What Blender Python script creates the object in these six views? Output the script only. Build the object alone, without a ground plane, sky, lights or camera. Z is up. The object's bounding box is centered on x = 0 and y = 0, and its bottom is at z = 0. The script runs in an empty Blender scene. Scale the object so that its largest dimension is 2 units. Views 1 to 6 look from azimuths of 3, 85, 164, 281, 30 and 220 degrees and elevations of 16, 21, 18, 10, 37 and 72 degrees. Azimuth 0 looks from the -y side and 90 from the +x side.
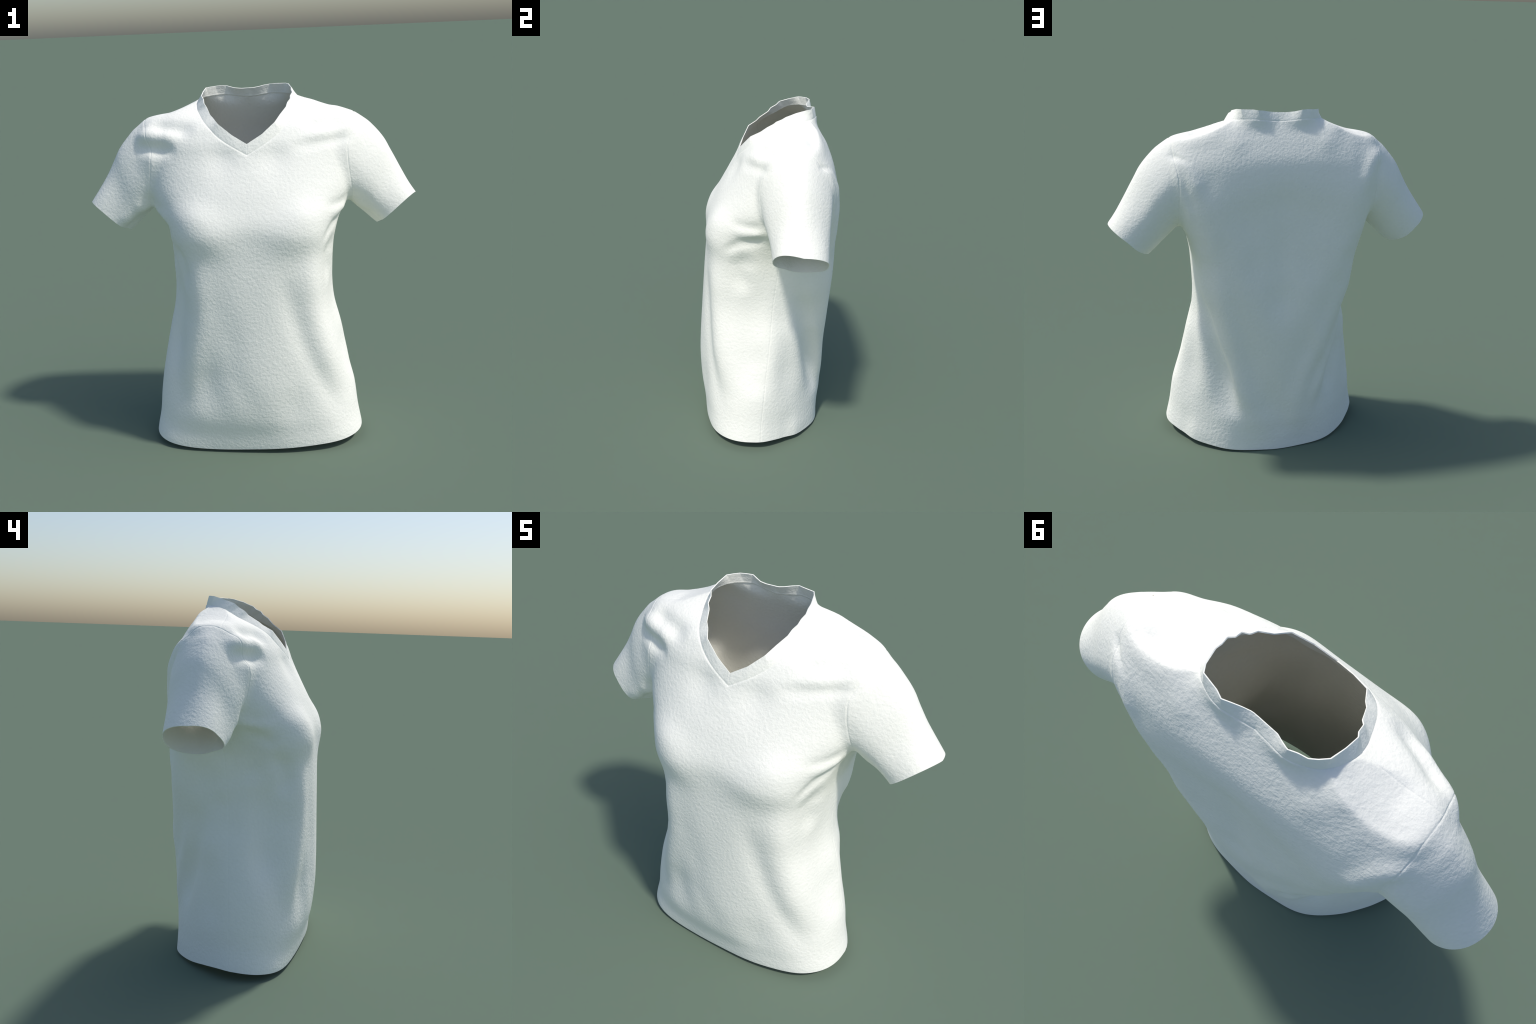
# White V-neck short-sleeved shirt, standing as if worn, open at hem, cuffs and neck.
# The cloth is described by smooth body and sleeve volumes (profiles, cross-sections, folds),
# meshed by a surface net, cut along its seams into panels and given a thin inner side.
import bpy, math
import numpy as np

CLOTH = 0.004          # cloth thickness
CELL = 0.0095          # mesh size


# ------------------------------------------------------------------ helpers
def curve(points):
    """Smooth (monotone-limited cubic) curve through control points, as a fast lookup."""
    p = np.array(points, float)
    x, y = p[:, 0], p[:, 1]
    d = np.diff(y) / np.diff(x)
    m = np.zeros_like(y)
    m[1:-1] = (d[:-1] * np.diff(x)[1:] + d[1:] * np.diff(x)[:-1]) / (x[2:] - x[:-2])
    m[0], m[-1] = d[0], d[-1]
    xs = np.linspace(x[0], x[-1], 3000)
    i = np.clip(np.searchsorted(x, xs) - 1, 0, len(x) - 2)
    h = x[i + 1] - x[i]
    t = (xs - x[i]) / h
    ys = ((2*t**3 - 3*t**2 + 1) * y[i] + (t**3 - 2*t**2 + t) * h * m[i]
          + (-2*t**3 + 3*t**2) * y[i + 1] + (t**3 - t**2) * h * m[i + 1])
    return lambda q: np.interp(q, xs, ys)


def smooth_max(a, b, k):
    h = np.clip(0.5 + 0.5 * (a - b) / k, 0, 1)
    return b + (a - b) * h + k * h * (1 - h)


def smooth_min(a, b, k):
    return -smooth_max(-a, -b, k)


def smoothstep(a, b, v):
    t = np.clip((v - a) / (b - a), 0, 1)
    return t * t * (3 - 2 * t)


def along(P, path, width, ends=0.35):
    """Soft weight (1 on the path, fading with distance) around a 3D poly-line, thinning at its ends."""
    path = np.array(path, float)
    seg = np.linalg.norm(np.diff(path, axis=0), axis=1)
    start = np.concatenate([[0], np.cumsum(seg)])
    best = np.full(len(P), 1e9)
    pos = np.zeros(len(P))
    for i in range(len(seg)):
        a, b = path[i], path[i + 1]
        t = np.clip(((P - a) @ (b - a)) / seg[i] ** 2, 0, 1)
        d = np.linalg.norm(P - a - t[:, None] * (b - a), axis=1)
        near = d < best
        best = np.where(near, d, best)
        pos = np.where(near, (start[i] + t * seg[i]) / start[-1], pos)
    taper = smoothstep(0, ends, pos) * smoothstep(0, ends, 1 - pos) if ends > 0 else 1.0
    return np.exp(-(best / width) ** 2) * taper


# ------------------------------------------------------------------ body volume
half_width = curve([(-.1, .607), (0, .604), (.05, .596), (.15, .578), (.28, .566), (.37, .554), (.47, .536),
                    (.57, .516), (.69, .489), (.79, .465), (.90, .452), (1.0, .449), (1.1, .451), (1.2, .460),
                    (1.28, .485), (1.35, .525), (1.45, .565), (1.6, .585), (1.8, .60), (2.1, .60)])
front_line = curve([(-.1, -.333), (0, -.336), (.05, -.347), (.12, -.362), (.2, -.382), (.3, -.396), (.4, -.402),
                    (.5, -.401), (.6, -.398), (.7, -.394), (.85, -.388), (1.0, -.381), (1.1, -.375), (1.2, -.368),
                    (1.28, -.358), (1.36, -.340), (1.45, -.308), (1.55, -.260), (1.662, -.205), (1.702, -.189),
                    (1.73, -.175), (1.762, -.154), (1.794, -.130), (1.828, -.090), (1.86, -.035), (1.89, .03),
                    (1.92, .08), (1.95, .11), (2.1, .13)])
back_line = curve([(-.1, .372), (0, .372), (.05, .370), (.1, .374), (.2, .388), (.3, .388), (.45, .388), (.6, .396),
                   (.75, .406), (.9, .413), (1.1, .417), (1.3, .418), (1.45, .408), (1.55, .396), (1.65, .372),
                   (1.75, .339), (1.83, .296), (1.9, .255), (1.94, .238), (2.1, .19)])
side_line = curve([(-.1, -.05), (0, -.05), (.3, -.045), (.6, 0.0), (.9, .05), (1.15, .08), (1.35, .10), (1.6, .11), (1.8, .12), (1.9, .15), (2.1, .16)])
front_round = curve([(-.1, 2.9), (0, 2.8), (.12, 2.4), (.3, 2.15), (.6, 2.2), (.85, 2.4), (1.1, 2.8), (1.3, 2.7), (1.45, 2.4), (1.8, 2.2), (2.1, 2.2)])
back_round = curve([(-.1, 1.75), (0, 1.75), (.3, 1.75), (.6, 1.85), (.85, 2.4), (1.05, 3.0), (1.3, 3.3), (1.5, 3.2), (1.7, 3.0), (1.8, 2.6), (2.1, 2.2)])
shoulder_top = curve([(0, 2.06), (.15, 2.02), (.22, 1.975), (.282, 1.932), (.35, 1.900), (.43, 1.870), (.5, 1.851),
                      (.59, 1.828), (.65, 1.79), (.75, 1.71), (1.1, 1.35)])


def body(P):
    x, y, z = P.T
    w, yc = half_width(z), side_line(z)
    front = y < yc
    depth = np.where(front, yc - front_line(z), back_line(z) - yc)
    depth = np.maximum(depth, 0.02)
    p = np.where(front, front_round(z), back_round(z))
    dx, dy = np.abs(x), np.abs(y - yc)
    n = ((dx / w) ** p + (dy / depth) ** p) ** (1 / p) + 1e-6
    r = np.sqrt(dx ** 2 + dy ** 2)
    f = r * (1 - 1 / n) + np.where(n < .05, -.05, 0)
    return smooth_max(f, (z - shoulder_top(dx)) * .9, .05)


# ------------------------------------------------------------------ sleeve volume
sleeve_top_x = curve([(-1, .36), (0, .575), (.14, .64), (.28, .688), (.45, .743), (.6, .780), (.74, .823), (.87, .872), (1, .928), (1.3, 1.05)])
sleeve_top_z = curve([(-1, 1.76), (0, 1.822), (.14, 1.790), (.28, 1.742), (.45, 1.674), (.6, 1.606), (.74, 1.528), (.87, 1.454), (1, 1.375), (1.3, 1.19)])
sleeve_low_x = curve([(-1, .40), (0, .545), (.5, .615), (1, .705), (1.3, .77)])
sleeve_low_z = curve([(-1, 1.45), (0, 1.355), (.5, 1.290), (1, 1.208), (1.3, 1.155)])
sleeve_mid_y = curve([(-1, .12), (0, .108), (.5, .115), (1, .122), (1.3, .12)])
sleeve_half_y = curve([(-1, .16), (0, .195), (.3, .185), (.6, .168), (1, .150), (1.3, .145)])


def sleeve_coordinates(P):
    """s runs from the armhole (0) to the cuff (1); q across it from underarm (-1) to top (+1)."""
    x, z = np.abs(P[:, 0]), P[:, 2]
    lo, hi = np.full(len(P), -1.0), np.full(len(P), 1.3)
    for _ in range(22):
        s = (lo + hi) / 2
        ax, az = sleeve_low_x(s), sleeve_low_z(s)
        bx, bz = sleeve_top_x(s), sleeve_top_z(s)
        beyond = (bx - ax) * (z - az) - (bz - az) * (x - ax) < 0
        lo, hi = np.where(beyond, s, lo), np.where(beyond, hi, s)
    ax, az = sleeve_low_x(s), sleeve_low_z(s)
    bx, bz = sleeve_top_x(s), sleeve_top_z(s)
    L = np.hypot(bx - ax, bz - az)
    q = ((x - ax) * (bx - ax) + (z - az) * (bz - az)) / L ** 2 * 2 - 1
    return s, q, L / 2


def sleeve(P):
    s, q, half = sleeve_coordinates(P)
    dy = P[:, 1] - sleeve_mid_y(s)
    # the cap is narrow over the shoulder, fuller at mid height, and tucks in under the arm
    p = 1.95 - .25 * smoothstep(.0, .6, q) * smoothstep(.0, .2, s) * (1 - smoothstep(.6, 1, s)) + .15 * smoothstep(.6, 1, s) + .35 * smoothstep(.1, .6, -q) * (dy < 0)
    flat = np.where(P[:, 0] < 0, .24, .17) * smoothstep(-.5, .4, q) * smoothstep(-.15, .2, s) * (1 - np.where(P[:, 0] < 0, .35, .7) * smoothstep(.6, 1, s))
    half_y = sleeve_half_y(s) * (1 - flat * (dy < 0))
    n = ((np.abs(q)) ** p + (np.abs(dy) / half_y) ** p) ** (1 / p) + 1e-6
    r = np.sqrt((q * half) ** 2 + dy ** 2)
    f = r * (1 - 1 / n)
    return np.where((s < -.98) | (s > 1.2), np.maximum(f, .2), f)


# ------------------------------------------------------------------ folds and swells (amount, path, width)
# back: two ridges slanting from the flanks to the hem, with hollows outside them
BACK_FOLDS = [
    (-.012, .055, [(.43, .15, 1.00), (.39, .21, .80), (.33, .255, .58), (.28, .29, .36), (.24, .33, .18)]),
    (-.018, .058, [(.44, .12, 1.10), (.43, .16, .98), (.39, .22, .80), (.33, .265, .58), (.28, .30, .36), (.24, .33, .14)]),
    (-.014, .055, [(-.44, .12, .95), (-.42, .18, .70), (-.36, .24, .45), (-.33, .27, .25)]),
    (.012, .050, [(-.37, .36, 1.35), (-.34, .37, 1.18), (-.33, .36, 1.02)]),
    (.014, .060, [(-.46, .08, 1.20), (-.45, .07, 1.04), (-.45, .05, .90)]),
    (-.025, .052, [(.44, .14, 1.05), (.41, .22, .80), (.34, .28, .55), (.28, .31, .33), (.25, .32, .2)]),
    (-.013, .050, [(-.43, .16, .98), (-.41, .21, .78), (-.39, .22, .56), (-.33, .27, .33)]),
    (.014, .045, [(-.16, .38, .95), (-.19, .37, .80), (-.28, .33, .55), (-.23, .35, .33), (-.2, .36, .2)]),
    (.020, .050, [(.431, .20, .90), (.353, .29, .66), (.265, .335, .42), (.19, .37, .22)]),
    (-.014, .050, [(.43, .21, .72), (.36, .27, .42), (.31, .30, .20)]),
    (.016, .045, [(-.42, .22, .85), (-.32, .305, .55), (-.235, .345, .36), (-.19, .365, .18)]),
    (-.016, .045, [(-.43, .19, .65), (-.355, .26, .47), (-.31, .29, .28)]),
    (.026, .060, [(.37, .36, 1.30), (.36, .34, 1.12), (.34, .335, .95), (.24, .345, .53), (.18, .355, .30), (.15, .36, .1)]),
    (.028, .065, [(-.44, .32, 1.42), (-.44, .31, 1.26), (-.34, .33, .90), (-.17, .365, .50), (-.12, .37, .28), (-.1, .37, .1)]),
    (-.022, .060, [(.44, .16, .95), (.40, .23, .68), (.33, .28, .48), (.28, .31, .32)]),
    (-.014, .060, [(-.44, .18, .95), (-.42, .22, .74), (-.36, .27, .45), (-.35, .27, .2)]),
]
# flanks drawn in at the waist
FLANK_FOLDS = [
    (.016, .070, [(-.47, .32, 1.45), (-.46, .31, 1.33), (-.47, .20, 1.22), (-.46, .11, 1.15), (-.45, .05, 1.05)]),
    (.012, .070, [(.47, .22, 1.32), (.475, .11, 1.23), (.46, .08, 1.12)]),
    (-.014, .070, [(-.43, -.12, 1.05), (-.43, -.15, .85), (-.44, -.16, .68), (-.48, -.15, .5)]),
    (-.022, .085, [(.44, .13, 1.10), (.445, .11, .93), (.455, .11, .80), (.47, .12, .62), (.50, .13, .40), (.52, .12, .2)]),
    (-.014, .090, [(-.46, .14, .70), (-.50, .11, .42), (-.54, .07, .22)]),
    (.018, .080, [(-.50, .24, 1.40), (-.475, .27, 1.22), (-.44, .28, 1.0), (-.42, .26, .8)]),
    (.014, .080, [(.50, .24, 1.40), (.47, .28, 1.22), (.43, .29, 1.02), (.40, .28, .85)]),
    (-.020, .080, [(-.44, -.10, 1.0), (-.455, -.10, 1.12), (-.48, -.08, 1.25), (-.5, -.05, 1.33)]),
    (-.026, .080, [(-.42, -.16, 1.18), (-.42, -.18, .98), (-.42, -.20, .82), (-.46, -.19, .60), (-.5, -.17, .4)]),
    (-.020, .080, [(.45, -.10, 1.10), (.46, -.10, .92), (.47, -.11, .71), (.50, -.12, .48), (.54, -.1, .3)]),
]
# front: corner lines falling from the bust and hollows inside them
FRONT_FOLDS = [
    (-.022, .050, [(-.43, -.18, 1.22), (-.38, -.25, 1.12), (-.37, -.265, 1.05), (-.38, -.25, .93)]),
    (-.018, .055, [(.46, -.11, 1.22), (.42, -.19, 1.12), (.42, -.18, 1.05), (.44, -.15, .93)]),
    (-.015, .085, [(-.42, -.22, .80), (-.43, -.23, .55), (-.43, -.28, .37), (-.42, -.30, .18)]),
    (-.010, .070, [(.50, -.06, .68), (.53, -.06, .47), (.56, -.05, .3)]),
    (.033, .085, [(.33, -.31, 1.28), (.325, -.315, 1.02), (.34, -.305, .82), (.40, -.27, .55), (.50, -.21, .28)]),
    (.026, .085, [(-.30, -.32, 1.26), (-.29, -.335, 1.02), (-.29, -.34, .80), (-.33, -.32, .55), (-.43, -.27, .22)]),
    (-.010, .055, [(.13, -.375, 1.15), (.20, -.37, .92), (.27, -.35, .66), (.37, -.31, .42), (.47, -.25, .20), (.52, -.2, .08)]),
    (-.006, .070, [(-.115, -.38, .92), (-.114, -.395, .49), (.03, -.385, .18)]),
]
# shoulder creases running in from the armholes
SHOULDER_FOLDS = [
    (.032, .036, [(-.66, .02, 1.74), (-.58, -.01, 1.758), (-.51, -.04, 1.765), (-.43, -.08, 1.762), (-.34, -.12, 1.745)]),
    (-.028, .034, [(-.67, -.01, 1.685), (-.58, -.05, 1.695), (-.52, -.07, 1.69), (-.44, -.11, 1.686), (-.36, -.14, 1.68)]),
    (-.014, .034, [(.60, -.03, 1.735), (.52, -.06, 1.722), (.42, -.105, 1.710), (.30, -.155, 1.697), (.20, -.18, 1.69)]),
    (.012, .045, [(.60, .0, 1.79), (.50, -.04, 1.778), (.40, -.09, 1.765), (.28, -.14, 1.745)]),
]
# puckers in front of the armpits
ARMPIT_PUCKERS = [
    (.003, .040, [(.47, -.10, 1.37), (.51, -.05, 1.355), (.55, -.02, 1.35), (.60, -.03, 1.33), (.64, -.03, 1.3)]),
    (.014, .040, [(-.47, -.10, 1.37), (-.51, -.05, 1.355), (-.55, -.02, 1.35), (-.60, -.03, 1.33), (-.64, -.03, 1.3)]),
    (-.007, .028, [(.58, -.04, 1.41), (.50, -.11, 1.39), (.44, -.20, 1.385), (.38, -.27, 1.385)]),
    (.010, .026, [(.56, -.05, 1.355), (.50, -.11, 1.345), (.42, -.22, 1.33)]),
    (-.016, .030, [(.55, -.02, 1.31), (.49, -.09, 1.298), (.44, -.19, 1.27), (.36, -.29, 1.19)]),
    (-.003, .028, [(-.58, -.04, 1.41), (-.50, -.11, 1.39), (-.40, -.25, 1.385)]),
    (.008, .026, [(-.56, -.05, 1.35), (-.50, -.11, 1.34), (-.42, -.22, 1.33)]),
    (-.012, .030, [(-.55, -.02, 1.31), (-.49, -.09, 1.295), (-.40, -.24, 1.24)]),
]
# slight hollows in front of and behind the shoulder ridge, swell behind the armhole
ARMHOLE_SWELLS = [
    (.012, .040, [(.26, .15, 1.93), (.34, .15, 1.905), (.43, .14, 1.88), (.52, .13, 1.855), (.58, .12, 1.83)]),
    (-.012, .040, [(-.28, .24, 1.87), (-.38, .24, 1.84), (-.48, .22, 1.815), (-.56, .20, 1.79)]),
    (.013, .024, [(.60, .24, 1.76), (.575, .285, 1.70), (.555, .305, 1.62), (.535, .315, 1.55), (.51, .32, 1.47), (.50, .30, 1.36)]),
    (-.012, .020, [(.62, .21, 1.775), (.57, .245, 1.755), (.53, .27, 1.74), (.48, .30, 1.715)]),
    (.015, .032, [(-.61, .20, 1.79), (-.57, .25, 1.74), (-.52, .295, 1.70), (-.485, .325, 1.63), (-.47, .34, 1.55)]),
    (-.010, .020, [(-.60, .26, 1.72), (-.575, .29, 1.66), (-.57, .305, 1.57), (-.565, .29, 1.47)]),
    (-.040, .045, [(-.56, -.01, 1.80), (-.46, -.05, 1.805), (-.36, -.08, 1.80), (-.26, -.11, 1.79)]),
    (-.030, .045, [(.56, -.01, 1.80), (.46, -.05, 1.805), (.36, -.08, 1.80), (.26, -.11, 1.79)]),
    (-.004, .050, [(-.27, .20, 1.90), (-.40, .20, 1.855), (-.52, .19, 1.82), (-.6, .18, 1.8)]),
    (-.004, .050, [(.27, .20, 1.90), (.40, .20, 1.855), (.52, .19, 1.82), (.6, .18, 1.8)]),
    (.018, .040, [(-.60, .21, 1.78), (-.53, .27, 1.72), (-.48, .33, 1.62), (-.46, .35, 1.5)]),
    (.018, .040, [(.60, .21, 1.78), (.53, .27, 1.72), (.48, .33, 1.62), (.46, .35, 1.5)]),
]
# sleeves: flat upper front, fuller lower front
SLEEVE_FOLDS = [
    (-.018, .045, [(.60, .04, 1.33), (.66, .04, 1.28), (.73, .05, 1.235), (.79, .05, 1.19)]),
    (-.018, .045, [(-.60, .04, 1.33), (-.66, .04, 1.28), (-.73, .05, 1.235), (-.79, .05, 1.19)]),
    (-.006, .045, [(.55, -.06, 1.42), (.62, -.05, 1.36), (.69, -.03, 1.29), (.76, -.01, 1.24)]),
    (.016, .045, [(-.55, -.06, 1.42), (-.62, -.05, 1.36), (-.69, -.03, 1.29), (-.76, -.01, 1.24)]),
    # sleeves: flatter front on one, fuller cap on the other
    (.015, .090, [(.52, .1, 1.85), (.60, .1, 1.83), (.70, .1, 1.74), (.79, .1, 1.61), (.85, .1, 1.5), (.92, .1, 1.4)]),
]
FOLDS = BACK_FOLDS + FLANK_FOLDS + FRONT_FOLDS + SHOULDER_FOLDS + ARMPIT_PUCKERS + ARMHOLE_SWELLS + SLEEVE_FOLDS


def relief(P):
    """How far the cloth stands out from the plain volumes."""
    x, y, z = P.T
    out = np.zeros(len(P))
    front, back = smoothstep(.06, -.06, y), smoothstep(.1, .2, y)
    swell = lambda cx, cz, sx, sz: np.exp(-((x - cx) / sx) ** 2 - ((z - cz) / sz) ** 2)
    for side in (-1, 1):
        out += .034 * swell(side * .26, 1.258, .15, .105) * front       # bust
        out += .014 * swell(side * .37, 1.25, .08, .11) * front
        out += .018 * swell(side * .29, 1.37, .10, .07) * front
        out -= .012 * swell(side * .14, 1.64, .08, .09) * front
        out -= (.005 if side > 0 else .014) * swell(side * .24, .42, .10, .18) * front
        out += (.018 if side > 0 else .010) * swell(side * .46, .08, .12, .14) * front   # hem corners in front
        out += .030 * swell(side * .31, .03, .15, .17) * back           # hem corners behind
        out += .024 * swell(side * .455, 1.57, .10, .17) * back         # behind the armholes
        out -= .036 * swell(side * .20, 1.41, .15, .19) * back
        out -= .014 * swell(side * .17, 1.17, .08, .13) * back
        out += .012 * swell(side * .26, 1.83, .06, .05) * back
        out += .012 * swell(side * .41, 1.26, .06, .10) * back
    out += .008 * swell(0, 1.31, .25, .08) * front
    out -= .036 * swell(0, 1.22, .16, .30) * back                       # hollow of the back
    out -= .012 * swell(0, .95, .10, .10) * back
    out -= .014 * swell(0, 1.52, .13, .10) * back
    out -= .018 * swell(.04, .30, .09, .13) * back
    out -= .012 * swell(-.02, .22, .08, .08) * back
    out -= .014 * swell(.41, 1.61, .06, .09) * back
    out += .012 * swell(.48, .06, .08, .1) * back
    out += (.014 * swell(.25, .0, .2, .2) - .010 * swell(-.27, .0, .2, .2)) * front
    out += .008 * swell(-.33, .22, .12, .1) * front
    out -= (.010 * swell(.22, .27, .09, .12) + .006 * swell(-.28, .45, .08, .12)) * front
    out += (.006 * swell(0, .0, .5, .07) + .006 * swell(-.54, .05, .08, .08)) * front
    out -= (.010 * swell(0, 1.27, .10, .22) + .008 * swell(-.02, .14, .08, .07)) * back
    for amount, width, path in FOLDS:
        reach, box = 2.6 * width, np.array(path)
        near = np.where(((P > box.min(0) - reach) & (P < box.max(0) + reach)).all(1))[0]
        if len(near):
            out[near] += amount * along(P[near], path, width)
    return out


def cloth(P):
    f = body(P)
    near = np.abs(P[:, 0]) > .33
    if near.any():
        f[near] = smooth_min(f[near], sleeve(P[near]), .045)
    skin = np.abs(f) < .10
    f[skin] -= relief(P[skin])
    return f


# ------------------------------------------------------------------ cuts: hem, cuffs, neck, seams
hem_height = curve([(-250, .010), (-180, .052), (-150, .038), (-120, .016), (-90, .022), (-45, .046), (0, .052), (45, .024), (90, .001), (135, .017), (180, .052), (210, .038)])


def hem(P):
    x, y, z = P.T
    turn = np.degrees(np.arctan2(y, x * .6))
    return z - hem_height(turn)


def cuff(P):
    out = np.full(len(P), 1.0)
    near = (np.abs(P[:, 0]) > .5) & (P[:, 2] > 1.12)
    if near.any():
        s, q, half = sleeve_coordinates(P[near])
        front = np.clip((sleeve_mid_y(s) - P[near][:, 1]) / .15, 0, 1)
        behind = np.clip((P[near][:, 1] - sleeve_mid_y(s)) / .15, 0, 1) * smoothstep(.3, -.6, q)
        out[near] = (1 - np.where(P[near][:, 0] < 0, .038, .055) * front + .03 * behind - s) * .45
    return out


NECK_SEAM_HALF = [(0, -.205, 1.662), (.072, -.188, 1.702), (.119, -.17, 1.73), (.163, -.147, 1.762), (.196, -.122, 1.794),
             (.23, -.08, 1.828), (.257, -.02, 1.86), (.275, .035, 1.885), (.282, .092, 1.918), (.273, .141, 1.938),
             (.255, .177, 1.944), (.228, .208, 1.946), (.187, .232, 1.949), (.128, .248, 1.95), (.06, .240, 1.942), (0, .230, 1.937)]
NECK_DIR = np.array([0, .845, .534])
NECK_MID = np.array([0, .04, 1.82])


def neck_polar(P):
    d = P - NECK_MID
    t = d @ NECK_DIR
    return np.arctan2(np.abs(d[:, 0]), -t), np.hypot(d[:, 0], t)


_a, _r = neck_polar(np.array(NECK_SEAM_HALF))
neck_radius = curve(list(zip(_a, _r)))
neck_line = [curve(list(zip(_a, np.array(NECK_SEAM_HALF)[:, k]))) for k in range(3)]
neck_back = curve([(0, 1.937), (.06, 1.942), (.128, 1.95), (.187, 1.949), (.228, 1.946), (.255, 1.944), (.273, 1.938), (.30, 1.93)])


def neck(P):
    """Positive outside the neck hole (kept)."""
    a, r = neck_polar(P)
    g = r - neck_radius(a)
    level = (P - NECK_MID) @ np.array([0, -.534, .845])
    g = np.where(level < -.12, 1.0, g)
    behind = (P[:, 1] > .13) & (np.abs(P[:, 0]) < .30)
    return np.where(behind, neck_back(np.abs(P[:, 0])) - P[:, 2], g)


def armhole(P):
    """Negative on the sleeve side."""
    x, y, z = np.abs(P[:, 0]), P[:, 1], P[:, 2]
    ahead = np.interp(z, [1.3, 1.42, 1.5, 1.58, 1.67, 1.70, 1.737, 1.785, 1.83], [.560, .563, .550, .538, .533, .540, .556, .566, .580])
    behind = np.interp(z, [1.3, 1.56, 1.656, 1.727, 1.795, 1.83], [.556, .562, .563, .577, .585, .582])
    back = smoothstep(.02, .2, y)
    return np.where(z < 1.2, 1.0, ahead * (1 - back) + behind * back - x)


def side_seam(P):
    """Positive in front; below the armpit it follows the sides, above it the shoulder seam."""
    x, y, z = P.T
    low = np.interp(z, [0, .16, .45, .65, .9, 1.15, 1.35, 1.5], [-.03, -.03, -.01, .007, .021, .045, .09, .09])
    top = np.interp(np.abs(x), [.25, .36, .6], [.085, .078, .055])
    return np.where(z < 1.5, low, top) - y


# ------------------------------------------------------------------ meshing
def surface_net(field, lo, hi, h):
    n = [int(math.ceil((b - a) / h)) + 1 for a, b in zip(lo, hi)]
    ax = [lo[i] + h * np.arange(n[i]) for i in range(3)]
    G = np.stack(np.meshgrid(*ax, indexing='ij'), -1).reshape(-1, 3)
    F = np.concatenate([field(c) for c in np.array_split(G, 24)]).reshape(n)
    S = F < 0
    cells = np.zeros([k - 1 for k in n], int)
    for i in (0, 1):
        for j in (0, 1):
            for k in (0, 1):
                cells += S[i:n[0]-1+i, j:n[1]-1+j, k:n[2]-1+k]
    active = (cells > 0) & (cells < 8)
    index = -np.ones(active.shape, int)
    index[active] = np.arange(active.sum())
    V = np.argwhere(active) * h + np.array(lo) + h / 2
    quads = []
    for axis in range(3):
        a = np.moveaxis(S, axis, 0)
        cross = a[:-1] != a[1:]
        id2 = np.moveaxis(index, axis, 0)
        c = np.argwhere(cross[:, 1:-1, 1:-1]) + [0, 1, 1]
        up = a[c[:, 0], c[:, 1], c[:, 2]]
        q = np.stack([id2[c[:, 0], c[:, 1]-1, c[:, 2]-1], id2[c[:, 0], c[:, 1], c[:, 2]-1],
                      id2[c[:, 0], c[:, 1], c[:, 2]], id2[c[:, 0], c[:, 1]-1, c[:, 2]]], 1)
        if axis == 1:
            up = ~up
        q[~up] = q[~up][:, ::-1]
        quads.append(q)
    return V, np.concatenate(quads)


def gradient(field, V, e=.002):
    return np.stack([(field(V + e * d) - field(V - e * d)) / (2 * e) for d in np.eye(3)], 1)


def relax_onto(field, V, Q, h):
    """Smooth the net along the surface, then pull it onto the field's zero level."""
    for step in range(5):
        acc, cnt = np.zeros_like(V), np.zeros(len(V))
        for a, b in ((0, 1), (1, 2), (2, 3), (3, 0)):
            for s, t in ((a, b), (b, a)):
                np.add.at(acc, Q[:, s], V[Q[:, t]])
                np.add.at(cnt, Q[:, s], 1)
        V = .4 * V + .6 * acc / cnt[:, None]
        g = gradient(field, V)
        d = field(V)[:, None] * g / np.maximum((g ** 2).sum(1), .05)[:, None]
        L = np.linalg.norm(d, axis=1, keepdims=True)
        V = V - d * np.minimum(1, h / np.maximum(L, 1e-9))
    return V


def split(V, F, value):
    """Insert vertices where value crosses zero so that no triangle straddles it."""
    value = np.where(np.abs(value) < 1e-5, 0, value)
    sg = np.sign(value)
    E = np.sort(np.concatenate([F[:, [0, 1]], F[:, [1, 2]], F[:, [2, 0]]]), 1)
    E = np.unique(E[sg[E[:, 0]] * sg[E[:, 1]] < 0], axis=0)
    t = value[E[:, 0]] / (value[E[:, 0]] - value[E[:, 1]])
    new = V[E[:, 0]] + t[:, None] * (V[E[:, 1]] - V[E[:, 0]])
    key = {(a, b): len(V) + i for i, (a, b) in enumerate(E.tolist())}
    mid = lambda a, b: key[(a, b) if a < b else (b, a)]
    s = sg[F]
    crossing = (s.max(1) > 0) & (s.min(1) < 0)
    out = []
    for tri in F[crossing].tolist():
        sv = [sg[i] for i in tri]
        if 0 in sv:
            k = sv.index(0)
            a, b, c = tri[k], tri[(k+1) % 3], tri[(k+2) % 3]
            m = mid(b, c)
            out += [(a, b, m), (a, m, c)]
        else:
            k = [i for i in range(3) if sv[i] != sv[i-1] and sv[i] != sv[(i+1) % 3]][0]
            a, b, c = tri[k], tri[(k+1) % 3], tri[(k+2) % 3]
            p, r = mid(a, b), mid(a, c)
            out += [(a, p, r), (p, b, c), (p, c, r)]
    V = np.concatenate([V, new])
    F = np.concatenate([F[~crossing], np.array(out, int).reshape(-1, 3)])
    return V, F, np.concatenate([value, np.zeros(len(new))])


def compact(V, F):
    used = np.unique(F)
    m = -np.ones(len(V), int)
    m[used] = np.arange(len(used))
    return V[used], m[F]


def vertex_normals(V, F):
    n = np.cross(V[F[:, 1]] - V[F[:, 0]], V[F[:, 2]] - V[F[:, 0]])
    out = np.zeros_like(V)
    for k in range(3):
        np.add.at(out, F[:, k], n)
    return out / np.maximum(np.linalg.norm(out, axis=1, keepdims=True), 1e-12)


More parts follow.
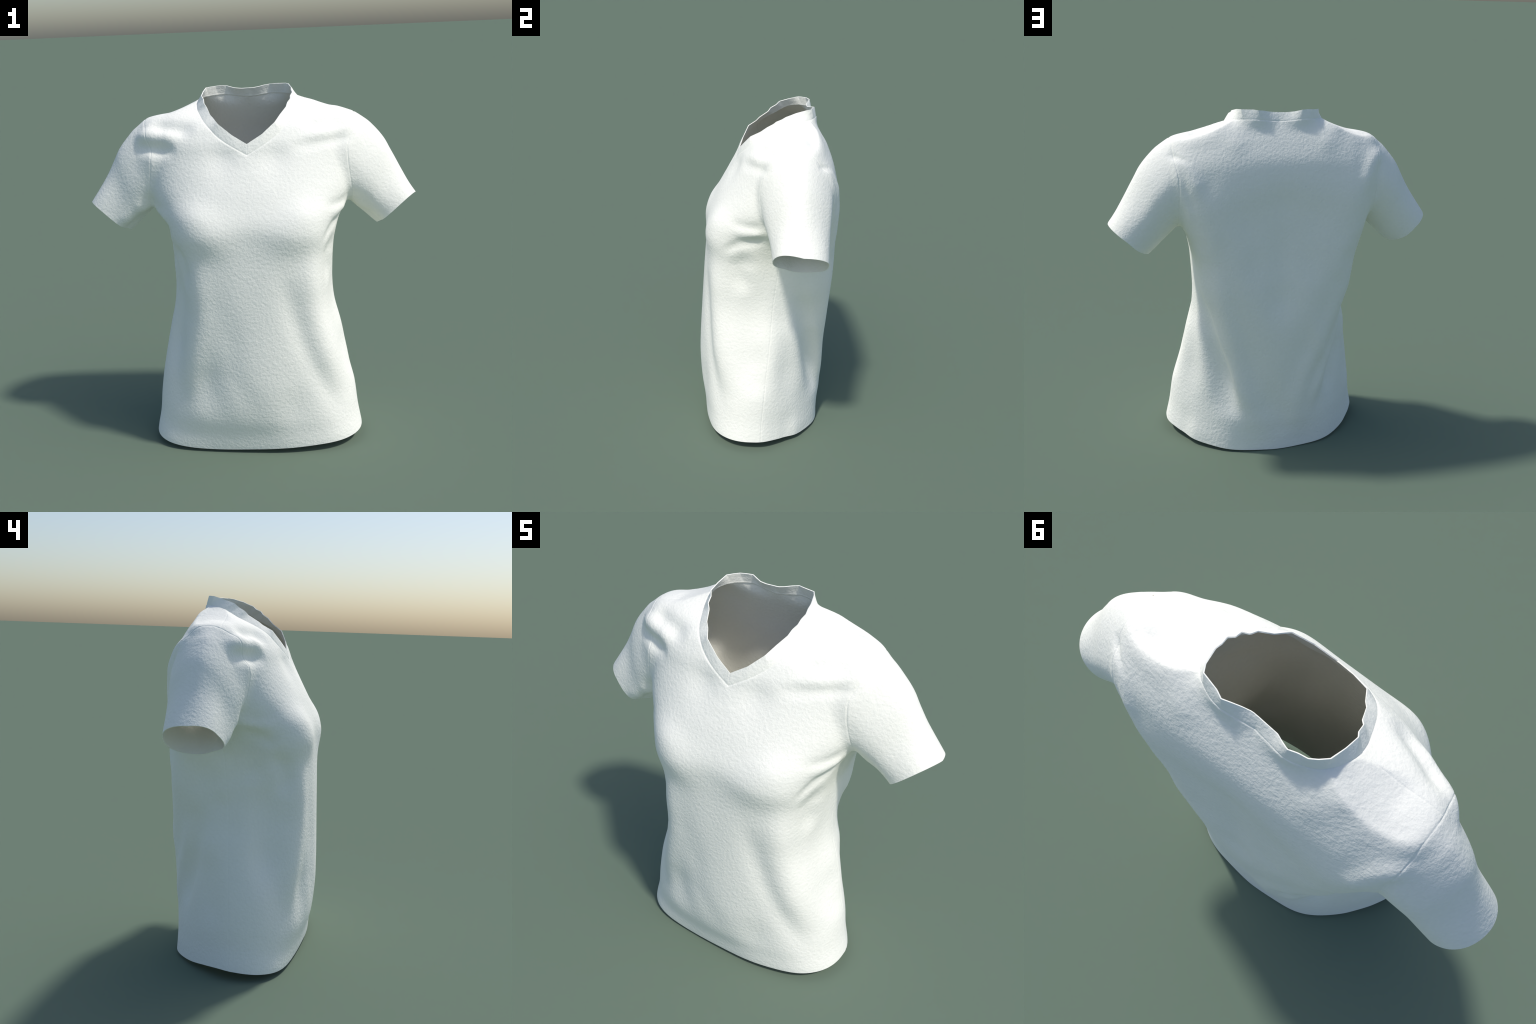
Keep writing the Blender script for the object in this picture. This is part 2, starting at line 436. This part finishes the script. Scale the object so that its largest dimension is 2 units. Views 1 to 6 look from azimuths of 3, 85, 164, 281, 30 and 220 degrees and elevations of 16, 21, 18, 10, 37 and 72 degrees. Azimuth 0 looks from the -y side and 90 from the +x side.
def keep_positive(V, F, cut):
    V, F, v = split(V, F, cut(V))
    return compact(V, F[v[F].mean(1) > 0])


def boundary_edges(F):
    E = np.concatenate([F[:, [0, 1]], F[:, [1, 2]], F[:, [2, 0]]])
    key = np.sort(E, 1)
    _, inv, cnt = np.unique(key, axis=0, return_inverse=True, return_counts=True)
    return E[cnt[inv.ravel()] == 1]


def loops_of(E):
    nxt = {a: b for a, b in E.tolist()}
    loops = []
    while nxt:
        a = next(iter(nxt))
        loop = [a]
        b = nxt.pop(a)
        while b != loop[0] and b in nxt:
            loop.append(b)
            b = nxt.pop(b)
        loops.append(loop)
    return loops


# ------------------------------------------------------------------ materials
def fabric(name, colour, grain):
    m = bpy.data.materials.new(name)
    m.use_nodes = True
    nt = m.node_tree
    nt.nodes.clear()
    N = lambda t, **k: nt.nodes.new(t)
    out = N('ShaderNodeOutputMaterial')
    b = N('ShaderNodeBsdfPrincipled')
    b.inputs['Roughness'].default_value = .95
    b.inputs['Specular IOR Level'].default_value = .1
    nt.links.new(b.outputs[0], out.inputs[0])
    tc = N('ShaderNodeTexCoord')
    fine = N('ShaderNodeTexNoise')
    fine.inputs['Scale'].default_value = 62
    fine.inputs['Detail'].default_value = 2.5
    fine.inputs['Roughness'].default_value = .6
    nt.links.new(tc.outputs['Object'], fine.inputs['Vector'])
    ramp = N('ShaderNodeValToRGB')
    ramp.color_ramp.elements[0].position = .3
    ramp.color_ramp.elements[1].position = .7
    ramp.color_ramp.elements[0].color = (*[c * .97 for c in colour], 1)
    ramp.color_ramp.elements[1].color = (*colour, 1)
    nt.links.new(fine.outputs['Fac'], ramp.inputs['Fac'])
    nt.links.new(ramp.outputs['Color'], b.inputs['Base Color'])
    bump = N('ShaderNodeBump')
    bump.inputs['Strength'].default_value = grain
    bump.inputs['Distance'].default_value = .01
    nt.links.new(fine.outputs['Fac'], bump.inputs['Height'])
    nt.links.new(bump.outputs['Normal'], b.inputs['Normal'])
    return m


# ------------------------------------------------------------------ build
def build():
    V, Q = surface_net(cloth, (-1.02, -.46, -.06), (1.02, .46, 2.06), CELL)
    V = relax_onto(cloth, V, Q, CELL)
    F = np.concatenate([Q[:, [0, 1, 2]], Q[:, [0, 2, 3]]])
    V, F, _ = split(V, F, V[:, 0].copy())
    for cut in (hem, cuff, neck):
        V, F = keep_positive(V, F, cut)
    for level in (.003, .008):
        V, F, _ = split(V, F, neck(V) - level)
    V, F = compact(V, F)
    from_neck = neck(V)

    # ease the cloth around the neck hole onto the neck seam line
    rim_loop = [l for l in loops_of(boundary_edges(F)) if V[l][:, 2].mean() > 1.7][0]
    ring = V[rim_loop]
    a, _ = neck_polar(ring)
    want = np.stack([np.sign(ring[:, 0]) * neck_line[0](a), neck_line[1](a), neck_line[2](a)], 1)
    push = want - ring
    near = np.where(V[:, 2] > 1.55)[0]
    for part in np.array_split(near, 40):
        d = np.linalg.norm(V[part][:, None] - ring[None], axis=2)
        wgt = 1 / (d + 1e-4) ** 3
        V[part] += (wgt @ push) / wgt.sum(1, keepdims=True) * (1 - smoothstep(0, .09, d.min(1)))[:, None]

    # seam grooves: extra edge rows beside each seam, then press the seam in
    nrm = vertex_normals(V, F)
    V = V - nrm * (.0028 * np.exp(-(from_neck / .003) ** 2))[:, None] * (V[:, 2] > 1.6)[:, None]
    for seam in (armhole, side_seam):
        for level in (-.007, -.003, 0, .003, .007):
            V, F, _ = split(V, F, seam(V) - level)
    V, F = compact(V, F)
    nrm = vertex_normals(V, F)
    a, b = armhole(V), side_seam(V)
    press = .0020 * np.exp(-(a / .003) ** 2)
    press = np.maximum(press, .0014 * np.exp(-(b / .003) ** 2) * (a > 0))
    V = V - nrm * press[:, None]

    # collar: a band from the neck seam to the wavy upper edge
    # (first weld seam vertices that almost coincide)
    for _ in range(3):
        neck_loop = [l for l in loops_of(boundary_edges(F)) if V[l][:, 2].mean() > 1.7][0]
        merge = np.arange(len(V))
        keep = neck_loop[0]
        for v in neck_loop[1:]:
            if np.linalg.norm(V[v] - V[keep]) < .0022:
                if abs(V[v][0]) < abs(V[keep][0]) and abs(V[v][0]) < .0005:
                    V[keep] = V[v]
                merge[v] = keep
            else:
                keep = v
        if np.linalg.norm(V[keep] - V[neck_loop[0]]) < .0022:
            merge[merge == keep] = neck_loop[0]
        F = merge[F]
        F = F[(F[:, 0] != F[:, 1]) & (F[:, 1] != F[:, 2]) & (F[:, 2] != F[:, 0])]
    neck_loop = [l for l in loops_of(boundary_edges(F)) if V[l][:, 2].mean() > 1.7][0]
    L = V[neck_loop]
    EDGE = [(0, -.187, 1.718), (-.08, -.163, 1.766), (-.154, -.128, 1.823), (-.181, -.08, 1.85), (-.199, -.06, 1.867),
            (-.22, -.007, 1.9), (-.236, .01, 1.92), (-.241, .043, 1.939), (-.254, .064, 1.958), (-.25, .12, 1.976),
            (-.239, .178, 1.993), (-.214, .203, 1.995), (-.19, .22, 1.997), (-.158, .226, 1.999), (-.126, .236, 1.997),
            (-.094, .223, 1.988), (-.072, .213, 1.984), (-.04, .21, 1.981), (.026, .206, 1.983), (.056, .214, 1.987),
            (.085, .225, 1.993), (.118, .237, 1.997), (.145, .224, 2.0), (.21, .208, 2.0), (.226, .18, 1.998),
            (.241, .118, 1.983), (.24, .091, 1.971), (.246, .06, 1.96), (.234, .039, 1.943), (.234, .009, 1.93),
            (.217, -.008, 1.911), (.211, -.038, 1.893), (.178, -.076, 1.857), (.15, -.13, 1.823), (.082, -.166, 1.766)]
    EDGE = np.array(EDGE + EDGE[:1])
    d = EDGE - NECK_MID
    ang = np.unwrap(np.arctan2(d[:, 0], -(d @ NECK_DIR)))
    ang = ang - ang[0]
    dl = L - NECK_MID
    la = np.arctan2(dl[:, 0], -(dl @ NECK_DIR))
    if ang[-1] < 0:
        ang, sgn = -ang, -1
    else:
        sgn = 1
    la = (sgn * la) % (2 * math.pi)
    top = np.stack([np.interp(la, ang, EDGE[:, k]) for k in range(3)], 1)
    rows = [0, .06, .13, .25, .4, .55, .7, .85, 1]
    side = sum(np.roll(L, -k, 0) - np.roll(L, k, 0) for k in (1, 2, 3, 4))
    out = np.cross(top - L, side)
    out /= np.linalg.norm(out, axis=1, keepdims=True)
    CV, CF = [], []
    m = len(L)
    for t in rows:
        CV.append(L * (1 - t) + top * t + out * .0016 * (1 - math.exp(-t / .05)) * (1 - t ** 4))
    CV = np.concatenate(CV)
    for r in range(len(rows) - 1):
        for i in range(m):
            j = (i + 1) % m
            a0, a1, b0, b1 = r*m+i, r*m+j, (r+1)*m+i, (r+1)*m+j
            CF += [(a1, a0, b0), (a1, b0, b1)]
    CF = np.array(CF)

    base = len(V)
    nV = np.concatenate([V, CV[m:]])
    remap = np.concatenate([np.array(neck_loop), base + np.arange(len(CV) - m)])
    CF = remap[CF]
    V = nV
    # mitre where the two ends of the band meet at the point of the V
    for level in (-.007, -.003, 0, .003, .007):
        V, CF, _ = split(V, CF, np.where(V[:, 1] < 0, V[:, 0] - level, 1.0))
    cn = vertex_normals(V, CF)
    band = np.zeros(len(V), bool)
    band[base:] = True
    band &= (V[:, 1] < 0)
    V = V - cn * (.0012 * np.exp(-(V[:, 0] / .003) ** 2) * band)[:, None]
    nrm = vertex_normals(V, np.concatenate([F, CF]))

    front_mat = fabric('white_jersey', (.995, .988, .905), .30)
    root = bpy.data.objects.new('v_neck_shirt', None)
    root['label'] = 'white fitted short-sleeved shirt with v-neck collar'
    root['category'] = 'shirt'
    bpy.context.collection.objects.link(root)

    mid = V[F].mean(1)
    am, sm = armhole(mid), side_seam(mid)
    sets = [('front_panel', F[(am > 0) & (sm > 0)]), ('back_panel', F[(am > 0) & (sm <= 0)]),
            ('sleeve', F[(am <= 0) & (mid[:, 0] > 0)]), ('sleeve', F[(am <= 0) & (mid[:, 0] < 0)]),
            ('collar', CF)]
    allF = np.concatenate([F, CF])
    rim = boundary_edges(allF)
    for name, faces in sets:
        used = np.unique(faces)
        mp = -np.ones(len(V), int)
        mp[used] = np.arange(len(used))
        f = mp[faces]
        n = nrm[used]
        outer = V[used]
        inner = outer - n * CLOTH
        k = len(used)
        e = rim[(mp[rim[:, 0]] >= 0) & (mp[rim[:, 1]] >= 0)]
        own = set(map(tuple, boundary_edges(faces).tolist()))
        e = [(mp[p], mp[q]) for p, q in e.tolist() if (p, q) in own]
        rimf = [(q, p, p + k, q + k) for p, q in e]
        verts = np.concatenate([outer, inner])
        polys = f.tolist() + (f[:, ::-1] + k).tolist() + rimf
        me = bpy.data.meshes.new(name)
        me.from_pydata(verts.tolist(), [], polys)
        me.materials.append(front_mat)
        me.polygons.foreach_set('use_smooth', [True] * len(polys))
        nf = len(f)
        rn = []
        # rim corners keep their own flat normal: built from loops
        corner = np.concatenate([n[f].reshape(-1, 3), -n[f[:, ::-1]].reshape(-1, 3)])
        for q_, p_, _, _ in rimf:
            ed = verts[q_] - verts[p_]
            c = np.cross(ed, n[p_])
            c = -c / max(np.linalg.norm(c), 1e-9)
            rn += [c] * 4
        if rn:
            corner = np.concatenate([corner, -np.array(rn)])
        me.normals_split_custom_set(corner.tolist())
        ob = bpy.data.objects.new(name, me)
        bpy.context.collection.objects.link(ob)
        ob.parent = root


if __name__ == '__main__':
    build()
